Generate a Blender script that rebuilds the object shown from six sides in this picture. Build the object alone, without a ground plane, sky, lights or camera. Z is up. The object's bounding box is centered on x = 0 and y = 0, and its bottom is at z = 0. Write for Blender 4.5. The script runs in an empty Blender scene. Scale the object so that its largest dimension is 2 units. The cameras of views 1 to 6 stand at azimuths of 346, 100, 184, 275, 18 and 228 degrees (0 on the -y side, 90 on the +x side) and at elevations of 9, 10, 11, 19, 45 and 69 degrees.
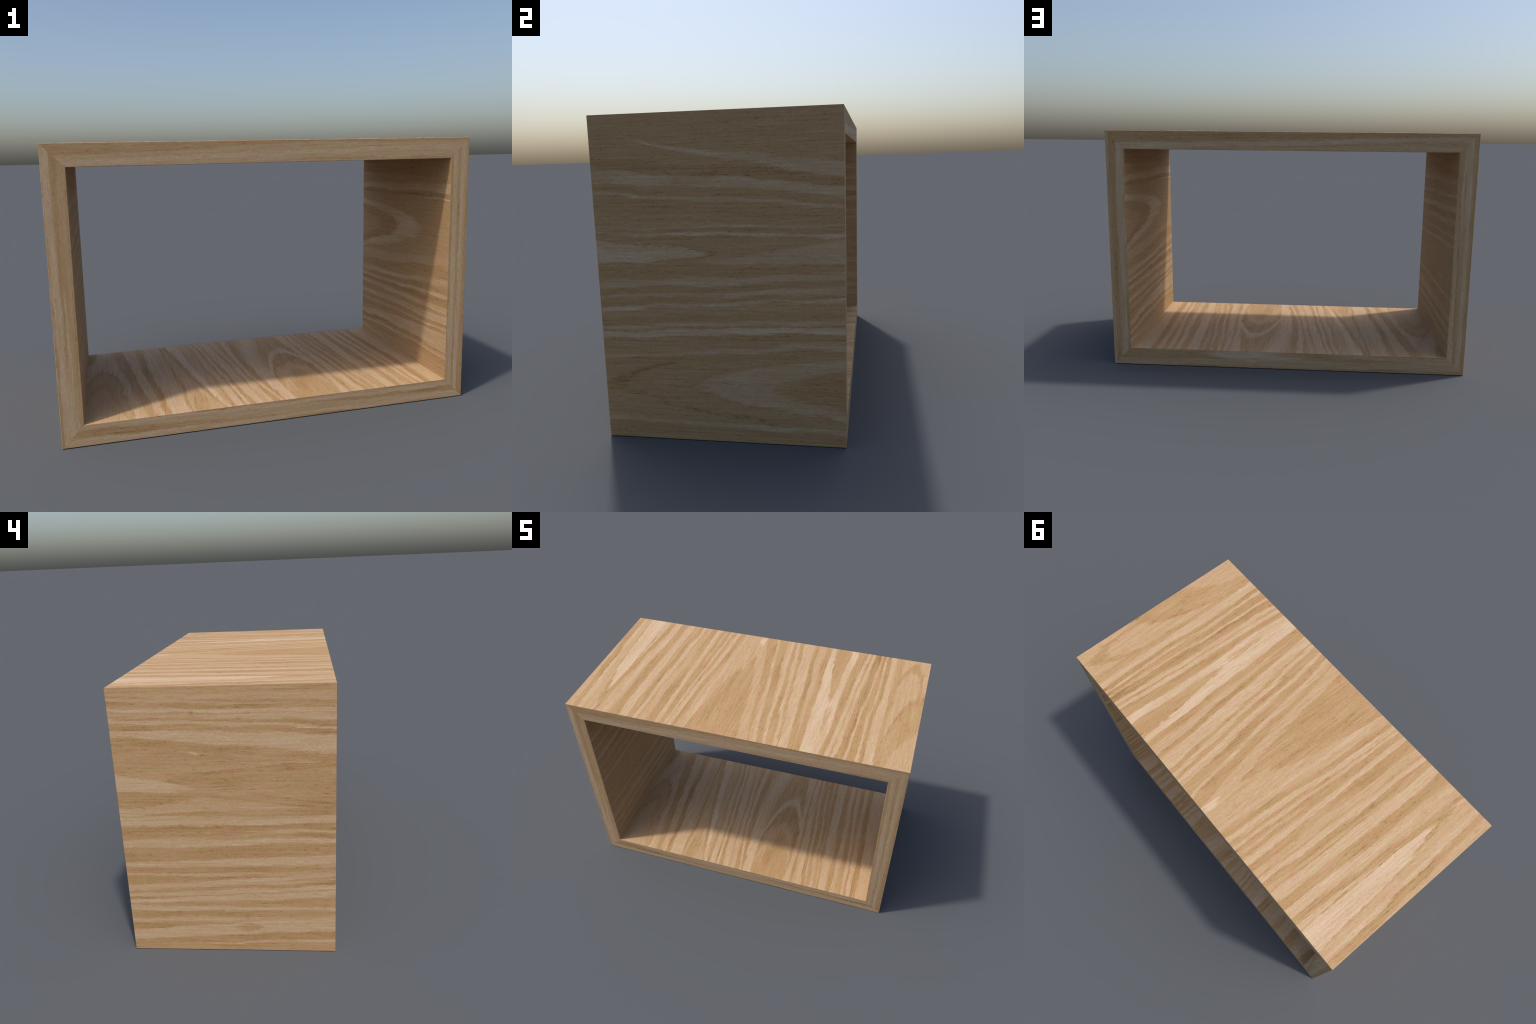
"""Open box shelf: four oak-veneered boards joined by mitres into a rectangular tube."""
import bpy, math

# ---------------------------------------------------------------- dimensions
W, D, H = 2.0, 1.0, 4.0 / 3.0        # width (x), depth (y), height (z)
T = 0.1000                           # board thickness
R = 0.0020                           # tiny round-over on every long edge
GAP = 0.0001                         # glue line of each mitre

# wood tones on the scale that the oak colour ramp reads
DK, TN, OR, MD, MP, PL, WH = 0.27, 0.355, 0.385, 0.50, 0.61, 0.74, 0.87


# ---------------------------------------------------------------- node helper
class Graph:
    """Small wrapper that writes arithmetic as Math nodes."""

    def __init__(self, mat):
        self.nt = mat.node_tree
        self.nt.nodes.clear()
        self.n = 0

    def new(self, kind):
        node = self.nt.nodes.new(kind)
        node.location = ((self.n % 30) * 170, -(self.n // 30) * 220)
        self.n += 1
        return node

    def put(self, sock, val):
        if isinstance(val, (int, float)):
            sock.default_value = val
        else:
            self.nt.links.new(val, sock)

    def m(self, op, a, b=0.0, c=0.0, clamp=False):
        node = self.new("ShaderNodeMath")
        node.operation = op
        node.use_clamp = clamp
        self.put(node.inputs[0], a)
        self.put(node.inputs[1], b)
        if op in ("MULTIPLY_ADD", "SMOOTH_MIN", "SMOOTH_MAX"):
            self.put(node.inputs[2], c)
        return node.outputs[0]

    def add(self, a, b): return self.m("ADD", a, b)
    def sub(self, a, b): return self.m("SUBTRACT", a, b)
    def mul(self, a, b): return self.m("MULTIPLY", a, b)
    def mad(self, a, b, c, clamp=False): return self.m("MULTIPLY_ADD", a, b, c, clamp)

    def blend(self, base, tone, mask):
        """base moved towards tone by mask"""
        node = self.new("ShaderNodeMix")
        node.data_type = "FLOAT"
        node.clamp_factor = True
        self.put(node.inputs[0], mask)
        self.put(node.inputs[2], base)
        self.put(node.inputs[3], tone)
        return node.outputs[0]

    def vec(self, x, y, z):
        node = self.new("ShaderNodeCombineXYZ")
        for s, v in zip(node.inputs, (x, y, z)):
            self.put(s, v)
        return node.outputs[0]

    def noise(self, u, v, su, sv, seed, detail=0.0, rough=0.5):
        node = self.new("ShaderNodeTexNoise")
        node.noise_dimensions = "2D"
        node.inputs["Scale"].default_value = 1.0
        node.inputs["Detail"].default_value = detail
        node.inputs["Roughness"].default_value = rough
        self.put(node.inputs["Vector"], self.vec(self.mad(u, su, seed * 13.7), self.mad(v, sv, seed * 5.3), 0.0))
        return node.outputs[0]

    def ramp(self, fac, stops, interp="LINEAR"):
        node = self.new("ShaderNodeValToRGB")
        cr = node.color_ramp
        cr.interpolation = interp
        while len(cr.elements) < len(stops):
            cr.elements.new(1.0)
        for el, (p, c) in zip(cr.elements, stops):
            el.position = p
            el.color = (*c, 1.0)
        self.put(node.inputs[0], fac)
        return node.outputs[0]


def srgb(r, g, b):
    f = lambda c: c / 12.92 if c <= 0.04045 else ((c + 0.055) / 1.055) ** 2.4
    return tuple(f(c / 255.0) for c in (r, g, b))


# ---------------------------------------------------------------- oak material
def oak(name, across, along, ends, base, bands, arches=(), spots=(), seed=0.0, wander=1.0, calm=1.0, dull=False):
    """Oak veneer.  `across`/`along` name the object axes over and with the grain; growth
    bands run from along=ends[0] to along=ends[1].
    band : (edges at first end lo, hi, edges at second end lo, hi, tone[, sideways bow])
    arch : cathedral figure, (tip along, tip across, direction of tip, half width, at length,
           sideways lean, [(depth, tone), ...])
    spot : soft oval, (across, along, half width, half length, tone, strength)"""
    mat = bpy.data.materials.new(name)
    mat.use_nodes = True
    g = Graph(mat)
    tc = g.new("ShaderNodeTexCoord")
    sp = g.new("ShaderNodeSeparateXYZ")
    g.nt.links.new(tc.outputs["Object"], sp.inputs[0])
    ax = {"x": 0, "y": 1, "z": 2}
    u0, v0 = sp.outputs[ax[across]], sp.outputs[ax[along]]

    # ragged fibres: growth rings waver slowly and step sideways fibre by fibre
    slow = g.noise(u0, v0, 5.0, 2.6, seed + 1.7, 1.0)
    fib = g.noise(u0, v0, 170.0, 30.0, seed + 5.2, 1.0)
    fib2 = g.noise(u0, v0, 70.0, 7.0, seed + 8.9, 0.0)
    u = g.mad(g.sub(slow, 0.5), 0.022 * wander, u0)
    u = g.mad(g.sub(fib2, 0.5), 0.009 * wander, u)
    u = g.mad(g.sub(fib, 0.5), 0.013, u)
    v = g.mad(g.sub(fib, 0.5), 0.08, v0)
    v = g.mad(g.sub(fib2, 0.5), 0.07, v)
    v = g.mad(g.sub(slow, 0.5), 0.15 * wander, v)

    t = g.mad(v0, 1.0 / (ends[1] - ends[0]), -ends[0] / (ends[1] - ends[0]))
    bow = g.mul(g.mul(t, g.sub(1.0, t)), 4.0)

    figure = lambda tn: base + (tn - base) * calm      # calm < 1 pales the figure
    tone = base
    soft = 130.0

    def band_mask(b):
        a0, a1, b0, b1 = b[:4]
        c = g.mad(t, (b0 + b1 - a0 - a1) / 2, (a0 + a1) / 2)
        if len(b) > 5:
            c = g.mad(bow, b[5], c)
        hw = g.mad(t, ((b1 - b0) - (a1 - a0)) / 2, (a1 - a0) / 2)
        d = g.sub(hw, g.m("ABSOLUTE", g.sub(u, c)))
        return g.mad(d, soft, 0.5, clamp=True)

    # a figure is never equally strong along its whole length
    fade = g.mad(g.sub(g.noise(u0, v0, 16.0, 2.6, seed + 3.3, 1.0), 0.5), 1.4, 0.96)
    for b in list(arches) + list(bands):
        if len(b) < 7:
            tone = g.blend(tone, figure(b[4]), band_mask(b))
            continue
        vt, uc, sgn, hw, ln, lean, steps = b[:7]
        edge = b[7] if len(b) > 7 else 14.0
        depth = g.mul(g.sub(vt, v) if sgn > 0 else g.sub(v, vt), 1.0 / ln)
        du = g.sub(g.sub(u, uc), g.mul(depth, lean))
        w = g.mul(du, 1.0 / hw)
        p = g.sub(depth, g.mul(w, w))
        for q, tn in steps:
            tone = g.blend(tone, figure(tn), g.mad(g.sub(p, q), edge, 0.5, clamp=True))
    for s in spots:
        us, vs, a, l, tn, k = s
        x = g.mul(g.sub(u, us), 1.0 / a)
        y = g.mul(g.sub(v, vs), 1.0 / l)
        r2 = g.add(g.mul(x, x), g.mul(y, y))
        m = g.mul(g.mad(r2, -1.6, 1.6, clamp=True), k)
        tone = g.blend(tone, figure(tn), m)

    tone = g.mad(g.sub(tone, base), fade, base)
    # fibre streaks, short dashes and open pores along the grain
    tone = g.mad(g.sub(fib2, 0.5), 0.12, tone)
    st = g.noise(u0, v0, 120.0, 3.0, seed + 11.3, 2.0, 0.65)
    tone = g.mad(g.sub(st, 0.5), 0.50, tone)
    gr = g.noise(u0, v0, 230.0, 85.0, seed + 17.1, 1.0, 0.6)
    tone = g.mad(g.sub(gr, 0.5), 0.36, tone)
    pore = g.noise(u0, v0, 180.0, 24.0, seed + 23.6, 1.0, 0.5)
    pm = g.mad(g.sub(pore, 0.635), 9.0, 0.0, clamp=True)
    tone = g.mad(pm, -0.20, tone)
    fm = g.mad(g.sub(0.365, pore), 9.0, 0.0, clamp=True)
    tone = g.mad(fm, 0.14, tone)

    tone = g.mad(tone, 0.8, 0.1, clamp=True)
    olive = g.ramp(tone, [(p, dulled(c)) for p, c in OLIVE] if dull else OLIVE)
    rosy = g.ramp(tone, [(p, dulled(c)) for p, c in ROSY] if dull else ROSY)
    hue = g.noise(u0, v0, 42.0, 7.0, seed + 41.0, 2.0, 0.65)
    mix = g.new("ShaderNodeMix")
    mix.data_type = "RGBA"
    g.put(mix.inputs[0], g.mad(g.sub(hue, 0.5), 3.6, 0.5, clamp=True))
    g.put(mix.inputs[6], olive)
    g.put(mix.inputs[7], rosy)

    bump = g.new("ShaderNodeBump")
    bump.inputs["Strength"].default_value = 0.12
    bump.inputs["Distance"].default_value = 0.002
    g.put(bump.inputs["Height"], tone)
    bsdf = g.new("ShaderNodeBsdfPrincipled")
    bsdf.inputs["Roughness"].default_value = 0.72
    bsdf.inputs["Specular IOR Level"].default_value = 0.25
    g.nt.links.new(mix.outputs[2], bsdf.inputs["Base Color"])
    g.nt.links.new(bump.outputs[0], bsdf.inputs["Normal"])
    out = g.new("ShaderNodeOutputMaterial")
    g.nt.links.new(bsdf.outputs[0], out.inputs[0])
    return mat


def dulled(c):
    """end strips are a little greyer than the veneers"""
    return (c[0] * 0.96, c[1] * 0.98, c[2] * 1.01)


OAK = [(0.0, (126, 94, 58)), (0.18, (150, 115, 74)), (0.316, (170, 134, 90)),
       (0.50, (181, 147, 106)), (0.71, (191, 161, 126)), (0.85, (200, 172, 141)),
       (1.0, (210, 184, 156))]
OLIVE = [(p, srgb(r - 1, g + 2, b - 1)) for p, (r, g, b) in OAK]
ROSY = [(p, srgb(r + 2, g - 2, b + 1)) for p, (r, g, b) in OAK]


# ---------------------------------------------------------------- veneers, face by face
BF = (0.5, -0.5)      # bands of the panels run from the back edge to the front edge

TOP = oak("oak_top", "x", "y", BF, MP, [
    (-1.00, -0.962, -0.955, -0.926, TN), (-0.962, -0.942, -0.925, -0.90, PL),
    (-0.804, -0.759, -0.84, -0.82, PL), (-0.759, -0.724, -0.822, -0.800, TN),
    (-0.45, -0.828, -1, 0.062, 0.93, -0.025, [(0.0, TN), (0.13, WH)]),
    (-0.724, -0.676, -0.765, -0.745, PL),
    (-0.676, -0.632, -0.725, -0.661, TN), (-0.632, -0.582, -0.66, -0.615, PL),
    (-0.582, -0.573, -0.612, -0.605, TN), (-0.556, -0.523, -0.605, -0.575, TN),
    (-0.521, -0.497, -0.575, -0.553, PL), (-0.490, -0.483, -0.545, -0.538, TN),
    (-0.453, -0.419, -0.49, -0.436, TN), (-0.419, -0.39, -0.432, -0.414, PL),
    (-0.380, -0.358, -0.412, -0.385, TN), (-0.341, -0.321, -0.395, -0.385, TN),
    (-0.318, -0.307, -0.380, -0.372, PL), (-0.300, -0.281, -0.370, -0.360, TN),
    (-0.278, -0.253, -0.362, -0.338, PL), (-0.250, -0.215, -0.336, -0.312, OR),
    (-0.205, -0.200, -0.270, -0.240, PL),
    (-0.06, 0.007, 0.118, 0.128, TN), (0.007, 0.020, 0.150, 0.168, PL),
    (0.020, 0.073, 0.169, 0.205, TN), (0.096, 0.118, 0.205, 0.223, PL),
    (0.119, 0.140, 0.223, 0.264, OR), (0.140, 0.162, 0.264, 0.281, PL),
    (0.163, 0.189, 0.283, 0.290, TN), (0.190, 0.258, 0.292, 0.339, PL),
    (0.259, 0.285, 0.340, 0.375, TN), (0.335, 0.37, 0.377, 0.412, TN),
    (0.37, 0.542, 0.412, 0.518, WH),
    (-0.05, 0.475, -1, 0.047, 0.53, -0.026, [(0.0, OR)], 20.0),
    (0.52, 0.925, 1, 0.055, 0.13, -0.012, [(0.0, MP), (0.25, TN), (0.65, OR), (1.1, MP)], 6.0),
    (0.16, 0.985, 1, 0.150, 0.42, -0.01, [(0.0, DK), (0.10, OR), (0.30, 0.42), (0.50, OR)], 9.0),
    (-0.17, 1.01, 1, 0.16, 0.34, 0.0, [(0.0, TN), (0.10, MP)], 9.0),
    (0.800, 0.840, 0.806, 0.812, OR),
    (0.545, 0.600, 0.520, 0.547, TN), (0.601, 0.655, 0.549, 0.605, PL),
    (0.625, 0.635, 0.572, 0.580, TN),
    (0.656, 0.697, 0.606, 0.646, DK), (0.700, 0.722, 0.648, 0.655, PL),
    (0.704, 0.745, 0.660, 0.705, TN), (0.726, 0.737, 0.708, 0.722, PL),
    (0.740, 0.765, 0.722, 0.748, TN), (0.765, 0.790, 0.750, 0.803, PL),
    (0.14, -0.104, 1, 0.124, 0.42, 0.0, [(0.0, OR)], 22.0),
    (0.22, -0.085, 1, 0.032, 0.15, 0.01, [(0.0, OR)]),
],
   spots=[(0.03, 0.19, 0.018, 0.08, DK, 0.6), (-0.083, 0.46, 0.022, 0.08, WH, 1.0),
          (0.487, -0.15, 0.02, 0.08, MP, 0.9), (0.486, -0.26, 0.012, 0.1, TN, 0.6)],
   seed=2.0, wander=1.15, calm=1.05)

LEFT = oak("oak_left_outside", "z", "y", BF, MP, [
    (0.86, 1.07, 0.78, 0.975, 0.42),
    (0.26, 0.890, 1, 0.108, 0.70, -0.015,
     [(-0.28, 0.54), (-0.08, 0.29), (0.07, 0.41), (0.34, 0.31), (0.43, 0.42)], 11.0),
    (1.302, 1.333, 1.322, 1.333, MD), (1.291, 1.297, 1.24, 1.256, TN),
    (1.32, 1.31, 1.294, 1.318, TN),
    (1.242, 1.272, 1.228, 1.240, TN), (1.222, 1.240, 1.175, 1.225, PL),
    (1.215, 1.221, 1.205, 1.208, TN), (1.191, 1.201, 1.149, 1.169, TN),
    (1.173, 1.190, 1.138, 1.147, PL), (1.138, 1.170, 1.114, 1.137, TN),
    (1.111, 1.137, 1.025, 1.112, PL), (1.071, 1.109, 0.982, 1.022, TN),
    (0.10, 0.835, -1, 0.072, 0.40, 0.0, [(0.0, OR)], 6.0),
    (0.13, 0.856, -1, 0.038, 0.36, 0.038, [(0.0, PL)], 7.0),
    (0.22, 0.825, -1, 0.040, 0.28, -0.012, [(0.0, OR)], 6.0),
    (0.700, 0.760, 0.800, 0.780, PL, -0.016), (0.675, 0.697, 0.689, 0.719, PL),
    (0.724, 0.728, 0.726, 0.778, TN),
    (0.606, 0.673, 0.655, 0.687, TN), (0.652, 0.640, 0.643, 0.655, PL),
    (0.622, 0.610, 0.612, 0.639, TN), (0.562, 0.605, 0.591, 0.611, PL),
    (0.481, 0.560, 0.526, 0.590, TN), (0.460, 0.481, 0.480, 0.525, PL),
    (0.422, 0.456, 0.432, 0.468, TN), (0.417, 0.422, 0.434, 0.438, PL),
    (0.364, 0.411, 0.404, 0.420, TN), (0.334, 0.360, 0.416, 0.431, PL),
    (0.222, 0.330, 0.310, 0.372, PL), (0.318, 0.333, 0.375, 0.394, TN),
    (0.286, 0.300, 0.343, 0.346, TN), (0.250, 0.262, 0.252, 0.306, 0.40),
    (0.221, 0.250, 0.230, 0.247, PL), (0.180, 0.219, 0.197, 0.229, TN),
    (0.112, 0.156, 0.190, 0.160, TN), (0.157, 0.178, 0.182, 0.170, PL),
    (0.059, 0.111, 0.118, 0.192, PL), (0.028, 0.057, 0.074, 0.117, TN),
    (0.030, 0.024, 0.054, 0.072, PL), (0.0, 0.03, 0.0, 0.05, 0.42),
], spots=[(0.128, -0.10, 0.024, 0.10, TN, 0.9), (1.033, 0.142, 0.008, 0.02, WH, 0.9),
          (0.93, 0.22, 0.012, 0.12, DK, 0.6), (0.88, -0.30, 0.03, 0.12, TN, 0.4)],
   seed=61.0, wander=1.2, calm=1.02)

RIGHT = oak("oak_right_outside", "z", "y", BF, 0.44, [
    (1.078, 1.134, 1.262, 1.254, WH, -0.012),
    (1.042, 1.079, 1.122, 1.172, DK), (1.000, 1.038, 1.072, 1.120, PL),
    (0.968, 0.987, 1.036, 1.070, TN), (0.956, 0.967, 1.022, 1.034, PL),
    (0.920, 0.950, 0.962, 1.020, TN), (0.893, 0.900, 0.888, 0.899, PL),
    (0.869, 0.892, 0.878, 0.887, TN), (0.851, 0.867, 0.869, 0.878, WH),
    (0.738, 0.846, 0.760, 0.680, PL), (0.843, 0.850, 0.840, 0.869, TN),
    (0.03, 0.788, 1, 0.050, 0.50, 0.004, [(0.0, 0.20), (0.09, 0.78)], 11.0),
    (0.712, 0.735, 0.672, 0.732, TN), (0.684, 0.709, 0.637, 0.668, PL),
    (0.660, 0.680, 0.611, 0.635, TN), (0.630, 0.652, 0.596, 0.610, PL),
    (0.612, 0.620, 0.564, 0.595, TN), (0.603, 0.612, 0.548, 0.562, WH),
    (0.560, 0.600, 0.519, 0.532, MD), (0.525, 0.555, 0.490, 0.518, TN),
    (0.505, 0.522, 0.472, 0.490, PL), (0.494, 0.503, 0.466, 0.470, TN),
    (0.468, 0.493, 0.436, 0.464, WH), (0.436, 0.466, 0.418, 0.434, TN),
    (0.407, 0.435, 0.345, 0.353, PL), (0.376, 0.404, 0.310, 0.342, TN),
    (0.045, 0.062, 0.078, 0.092, PL), (0.005, 0.040, 0.030, 0.070, TN),
], arches=[(-0.44, 0.25, -1, 0.125, 0.42, -0.012, [(-0.05, 0.36), (0.0, 0.14), (0.10, 0.42), (0.30, 0.33), (0.38, 0.45)], 12.0),
           (-0.06, 0.245, -1, 0.13, 0.54, -0.012, [(-0.10, 0.32), (0.0, 0.77), (0.40, 0.66), (0.62, 0.32)], 9.0)],
   seed=87.0, wander=1.5, calm=0.86)

FLOOR = oak("oak_inside_bottom", "x", "y", BF, MP, [
    (-0.772, -0.701, -0.616, -0.575, TN), (-0.701, -0.636, -0.573, -0.541, PL),
    (-0.632, -0.594, -0.540, -0.510, DK), (-0.590, -0.551, -0.506, -0.417, PL),
    (-0.480, -0.462, -0.417, -0.403, TN), (-0.26, -0.36, 1, 0.040, 0.22, 0.0, [(0.0, OR)]),
    (-0.460, -0.432, -0.262, -0.247, TN, -0.02), (-0.428, -0.366, -0.243, -0.229, WH, -0.02),
    (-0.310, -0.295, -0.229, -0.211, TN), (-0.290, -0.278, -0.206, -0.169, PL),
    (-0.276, -0.262, -0.165, -0.155, TN), (-0.258, -0.240, -0.155, -0.137, PL),
    (-0.238, -0.228, -0.135, -0.107, TN), (-0.227, -0.179, -0.105, -0.072, PL),
    (-0.173, -0.159, -0.066, -0.060, TN), (-0.152, -0.136, -0.058, -0.030, PL),
    (-0.132, -0.098, -0.028, 0.005, TN), (-0.091, -0.064, 0.009, 0.024, PL, -0.03),
    (-0.057, -0.003, 0.024, 0.040, TN, -0.03), (0.040, 0.112, 0.040, 0.100, PL, -0.045),
    (0.269, 0.320, 0.334, 0.368, PL, 0.022), (0.322, 0.332, 0.370, 0.392, TN),
    (0.335, 0.356, 0.416, 0.449, PL), (0.358, 0.373, 0.450, 0.476, TN),
    (0.374, 0.388, 0.477, 0.486, PL), (0.392, 0.430, 0.487, 0.510, TN),
    (0.430, 0.436, 0.514, 0.532, PL), (0.437, 0.475, 0.533, 0.549, TN),
    (0.475, 0.481, 0.549, 0.554, PL), (0.482, 0.509, 0.554, 0.567, TN),
    (0.511, 0.570, 0.569, 0.622, PL), (0.573, 0.615, 0.624, 0.659, TN),
    (0.618, 0.646, 0.662, 0.687, PL), (0.647, 0.661, 0.688, 0.726, TN),
    (0.662, 0.684, 0.729, 0.745, PL), (0.690, 0.716, 0.748, 0.756, TN),
    (0.720, 0.748, 0.757, 0.779, PL), (0.749, 0.780, 0.782, 0.821, DK),
    (0.784, 0.871, 0.825, 0.870, PL),
], arches=[(0.47, -0.82, 1, 0.115, 0.40, 0.0,
            [(0.0, PL), (0.72, TN), (0.88, MD), (1.28, TN), (1.46, MP)]),
           (0.62, 0.205, 1, 0.10, 0.35, -0.004, [(0.0, 0.36)]),
           (0.31, 0.215, 1, 0.125, 0.35, -0.004,
            [(0.0, 0.78), (0.32, 0.28), (1.00, 0.56), (1.25, 0.36)], 9.0)],
   spots=[(-0.885, 0.45, 0.035, 0.12, DK, 0.8), (0.185, 0.31, 0.05, 0.05, TN, 0.5),
          (0.13, -0.2, 0.05, 0.12, MP, 0.8), (-0.07, 0.41, 0.009, 0.016, DK, 1.0)],
   seed=113.0, wander=1.2, calm=1.0)

INRIGHT = oak("oak_inside_right", "z", "y", BF, 0.44, [
    (1.146, 1.182, 1.140, 1.195, TN), (1.139, 1.146, 1.140, 1.130, PL),
    (1.112, 1.122, 1.113, 1.128, TN), (1.056, 1.085, 1.059, 1.101, PL, 0.006),
    (1.032, 1.050, 1.033, 1.050, 0.30), (1.038, 1.020, 1.024, 1.031, WH),
    (0.590, 0.655, 0.690, 0.730, MP), (0.556, 0.588, 0.622, 0.690, TN),
    (0.520, 0.548, 0.582, 0.620, PL, -0.012), (0.505, 0.518, 0.538, 0.580, TN),
    (0.485, 0.503, 0.518, 0.536, PL), (0.468, 0.484, 0.477, 0.515, DK),
    (0.435, 0.462, 0.446, 0.474, PL), (0.405, 0.432, 0.432, 0.444, TN),
    (0.366, 0.392, 0.389, 0.430, PL), (0.336, 0.362, 0.366, 0.386, TN),
    (0.322, 0.334, 0.354, 0.364, PL), (0.270, 0.318, 0.340, 0.352, TN),
    (0.228, 0.250, 0.236, 0.338, PL, 0.012), (0.204, 0.222, 0.226, 0.234, DK, 0.02),
    (0.182, 0.194, 0.205, 0.217, PL, 0.012), (0.155, 0.178, 0.168, 0.203, TN),
    (0.138, 0.152, 0.072, 0.060, PL, 0.01),
], arches=[(-0.22, 0.86, -1, 0.155, 0.66, -0.035, [(0.0, 0.78), (0.40, 0.30), (0.76, MD)], 10.0)],
   seed=151.0, wander=1.05, calm=1.05)

INLEFT = oak("oak_inside_left", "z", "y", BF, 0.40, [
    (1.095, 1.135, 1.130, 1.190, DK), (1.060, 1.090, 1.050, 1.079, PL),
    (1.030, 1.048, 0.990, 1.040, TN), (0.990, 1.005, 0.967, 0.984, PL),
    (0.958, 0.985, 0.910, 0.960, TN), (0.915, 0.945, 0.880, 0.906, PL),
    (0.880, 0.910, 0.842, 0.875, DK), (0.850, 0.872, 0.809, 0.838, PL),
    (0.800, 0.840, 0.766, 0.800, TN), (0.775, 0.785, 0.750, 0.758, PL),
    (0.745, 0.770, 0.712, 0.748, TN), (0.715, 0.735, 0.686, 0.709, PL),
    (0.450, 0.480, 0.453, 0.480, TN), (0.415, 0.440, 0.435, 0.453, PL),
    (0.390, 0.412, 0.408, 0.433, TN), (0.300, 0.345, 0.321, 0.372, PL),
    (0.318, 0.324, 0.345, 0.350, TN), (0.276, 0.298, 0.294, 0.318, DK),
    (0.238, 0.270, 0.262, 0.292, PL), (0.206, 0.234, 0.216, 0.260, TN),
    (0.182, 0.202, 0.202, 0.214, PL), (0.12, 0.178, 0.12, 0.200, TN),
    (0.118, 0.124, 0.128, 0.140, MP),
], seed=173.0, wander=0.9, calm=0.7)


def plain_bands(lo, hi, step, lean):
    """Evenly mixed growth bands for faces that stay out of sight."""
    out, p, k = [], lo, 0
    while p < hi:
        w = step * (0.5 + 0.5 * abs(math.sin(7.3 * k + lo * 3)))
        sh = lean * math.sin(2.1 * p + k * 0.2)
        out.append((p, p + w, p + sh, p + sh + w * (0.7 + 0.4 * math.cos(k * 3.1)),
                    (TN, PL, OR, WH, DK, PL)[k % 6]))
        p += w * 1.55
        k += 1
    return out


CEIL = oak("oak_inside_top", "x", "y", BF, MD, plain_bands(-0.9, 0.9, 0.046, 0.06),
           arches=[(0.30, -0.30, 1, 0.11, 0.4, 0.0, [(0.0, PL), (0.4, OR)])], seed=197.0)
UNDER = oak("oak_underside", "x", "y", BF, MD, plain_bands(-1.0, 1.0, 0.05, 0.05),
            arches=[(-0.25, 0.35, -1, 0.10, 0.4, 0.0, [(0.0, OR)])], seed=211.0)

XE, ZE = (-1.0, 1.0), (0.0, H)       # edge strips: bands run along the strip
EDGE = {
    "front_top": oak("oak_edge_front_top", "z", "x", XE, MP, [
        (1.278, 1.324, 1.352, 1.346, TN), (1.262, 1.270, 1.308, 1.300, TN),
        (1.236, 1.268, 1.285, 1.300, PL), (1.336, 1.330, 1.316, 1.332, TN),
        (1.250, 1.236, 1.232, 1.246, TN)], seed=233.0, wander=0.9, calm=1.0, dull=True),
    "front_left": oak("oak_edge_front_left", "x", "z", ZE, MD, [
        (-0.982, -0.918, -1.0, -0.968, PL), (-0.952, -0.960, -0.966, -0.930, TN),
        (-0.912, -0.900, -0.906, -0.902, TN), (-1.0, -0.988, -1.02, -1.01, TN)],
        seed=241.0, wander=0.9, calm=1.0, dull=True),
    "front_right": oak("oak_edge_front_right", "x", "z", ZE, MP, [
        (0.968, 1.0, 0.995, 1.0, TN), (0.948, 0.966, 0.962, 0.976, PL),
        (0.938, 0.946, 0.946, 0.957, TN), (0.912, 0.934, 0.918, 0.936, PL),
        (0.900, 0.904, 0.902, 0.914, TN)], seed=251.0, wander=0.9, calm=1.0, dull=True),
    "front_bottom": oak("oak_edge_front_bottom", "z", "x", XE, MP, [
        (0.042, 0.080, -0.040, -0.012, TN), (0.118, 0.140, 0.030, 0.060, TN),
        (0.082, 0.100, 0.062, 0.082, PL), (0.010, 0.030, 0.008, 0.026, PL),
        (0.120, 0.110, 0.086, 0.098, TN)], seed=263.0, wander=0.9, calm=1.0, dull=True),
    "back_top": oak("oak_edge_back_top", "z", "x", XE, MD, [
        (1.310, 1.322, 1.285, 1.328, TN), (1.272, 1.280, 1.275, 1.310, TN),
        (1.284, 1.306, 1.240, 1.268, PL), (1.240, 1.262, 1.236, 1.240, MP)],
        seed=271.0, wander=0.9, calm=1.0, dull=True),
    "back_left": oak("oak_edge_back_left", "x", "z", ZE, MD, [
        (-0.928, -0.902, -0.942, -0.928, PL), (-0.952, -0.936, -0.915, -0.902, TN),
        (-0.978, -0.956, -0.972, -0.946, PL), (-1.0, -0.984, -0.996, -0.988, TN)],
        seed=281.0, wander=0.9, calm=1.0, dull=True),
    "back_right": oak("oak_edge_back_right", "x", "z", ZE, MD, [
        (0.918, 0.948, 0.905, 0.942, PL), (0.900, 0.912, 0.896, 0.900, TN),
        (0.955, 0.975, 0.946, 0.984, TN), (0.985, 1.0, 0.990, 1.0, MP)],
        seed=293.0, wander=0.9, calm=1.0, dull=True),
    "back_bottom": oak("oak_edge_back_bottom", "z", "x", XE, MP, [
        (0.070, 0.060, 0.038, 0.100, TN), (0.000, 0.022, -0.01, 0.000, TN),
        (0.090, 0.102, 0.140, 0.150, TN)],
        spots=[(0.074, 0.16, 0.036, 0.34, WH, 1.0), (0.085, -0.12, 0.018, 0.22, TN, 0.7)],
        seed=307.0, wander=0.9, calm=1.0, dull=True),
}


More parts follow.
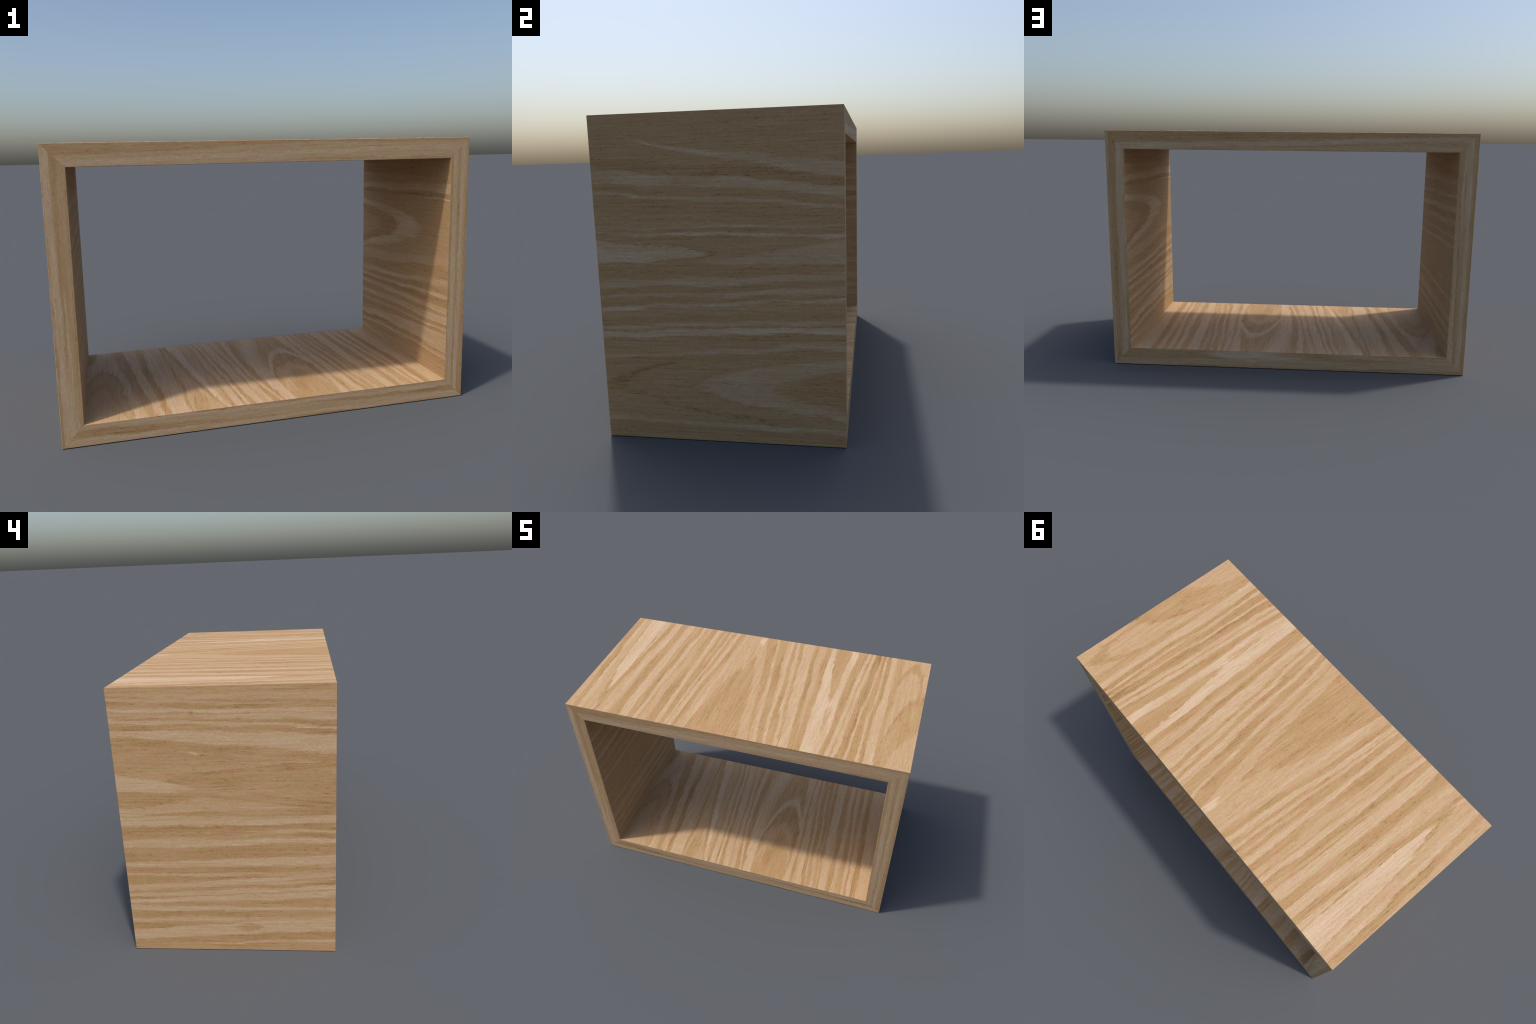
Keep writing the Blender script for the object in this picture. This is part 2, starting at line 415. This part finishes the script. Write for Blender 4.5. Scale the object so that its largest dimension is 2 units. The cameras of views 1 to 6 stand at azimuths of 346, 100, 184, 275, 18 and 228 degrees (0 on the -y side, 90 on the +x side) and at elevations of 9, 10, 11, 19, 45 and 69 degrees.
# ---------------------------------------------------------------- boards
def rounded_section():
    """Cross-section of a board as (y, depth from the outside face) with rounded corners,
    each point tagged with the face that follows it: 0 outside, 1 back, 2 inside, 3 front."""
    pts = []
    corners = [((D / 2 - R, R), -90, 0), ((D / 2 - R, T - R), 0, 1),
               ((-D / 2 + R, T - R), 90, 2), ((-D / 2 + R, R), 180, 3)]
    seg = 4
    for (cy, cd), a0, k in corners:
        for i in range(seg + 1):
            a = math.radians(a0 + 90.0 * i / seg)
            # round-overs belong to the veneer (outside or inside) they run along
            tag = {0: 0, 1: 2, 2: 2, 3: 0}[k] if i < seg else (k + 1) % 4
            pts.append((cy + R * math.cos(a), cd + R * math.sin(a), tag))
    return pts


def board(name, place, half, mats):
    """Mitred board: every fibre of the section ends where it meets the 45 degree plane.
    place(y, depth, s) maps section coordinates to space, s running along the board."""
    sec = rounded_section()
    n = len(sec)
    verts, faces, idx = [], [], []
    for sgn in (-1, 1):
        for y, d, _ in sec:
            verts.append(place(y, d, sgn * (half - d - GAP)))
    for i in range(n):
        j = (i + 1) % n
        faces.append((i, j, n + j, n + i))
        idx.append(sec[i][2])
    faces.append(tuple(range(n - 1, -1, -1)))
    idx.append(2)
    faces.append(tuple(range(n, 2 * n)))
    idx.append(2)
    me = bpy.data.meshes.new(name)
    me.from_pydata(verts, [], faces)
    for m in mats:
        me.materials.append(m)
    for p, k in zip(me.polygons, idx):
        p.material_index = k
    import bmesh
    bm = bmesh.new()
    bm.from_mesh(me)
    bmesh.ops.recalc_face_normals(bm, faces=bm.faces)
    bm.to_mesh(me)
    bm.free()
    ob = bpy.data.objects.new(name, me)
    bpy.context.scene.collection.objects.link(ob)
    ob.parent = shelf
    return ob


shelf = bpy.data.objects.new("box_shelf", None)
shelf["label"] = "open rectangular box shelf of pale oak veneer with mitred corners"
shelf["category"] = "shelf"
bpy.context.scene.collection.objects.link(shelf)

E = EDGE
board("top_panel", lambda y, d, s: (s, y, H - d), W / 2,
      [TOP, E["back_top"], CEIL, E["front_top"]])
board("bottom_panel", lambda y, d, s: (s, y, d), W / 2,
      [UNDER, E["back_bottom"], FLOOR, E["front_bottom"]])
board("side_panel", lambda y, d, s: (-W / 2 + d, y, H / 2 + s), H / 2,
      [LEFT, E["back_left"], INLEFT, E["front_left"]])
board("side_panel.001", lambda y, d, s: (W / 2 - d, y, H / 2 + s), H / 2,
      [RIGHT, E["back_right"], INRIGHT, E["front_right"]])
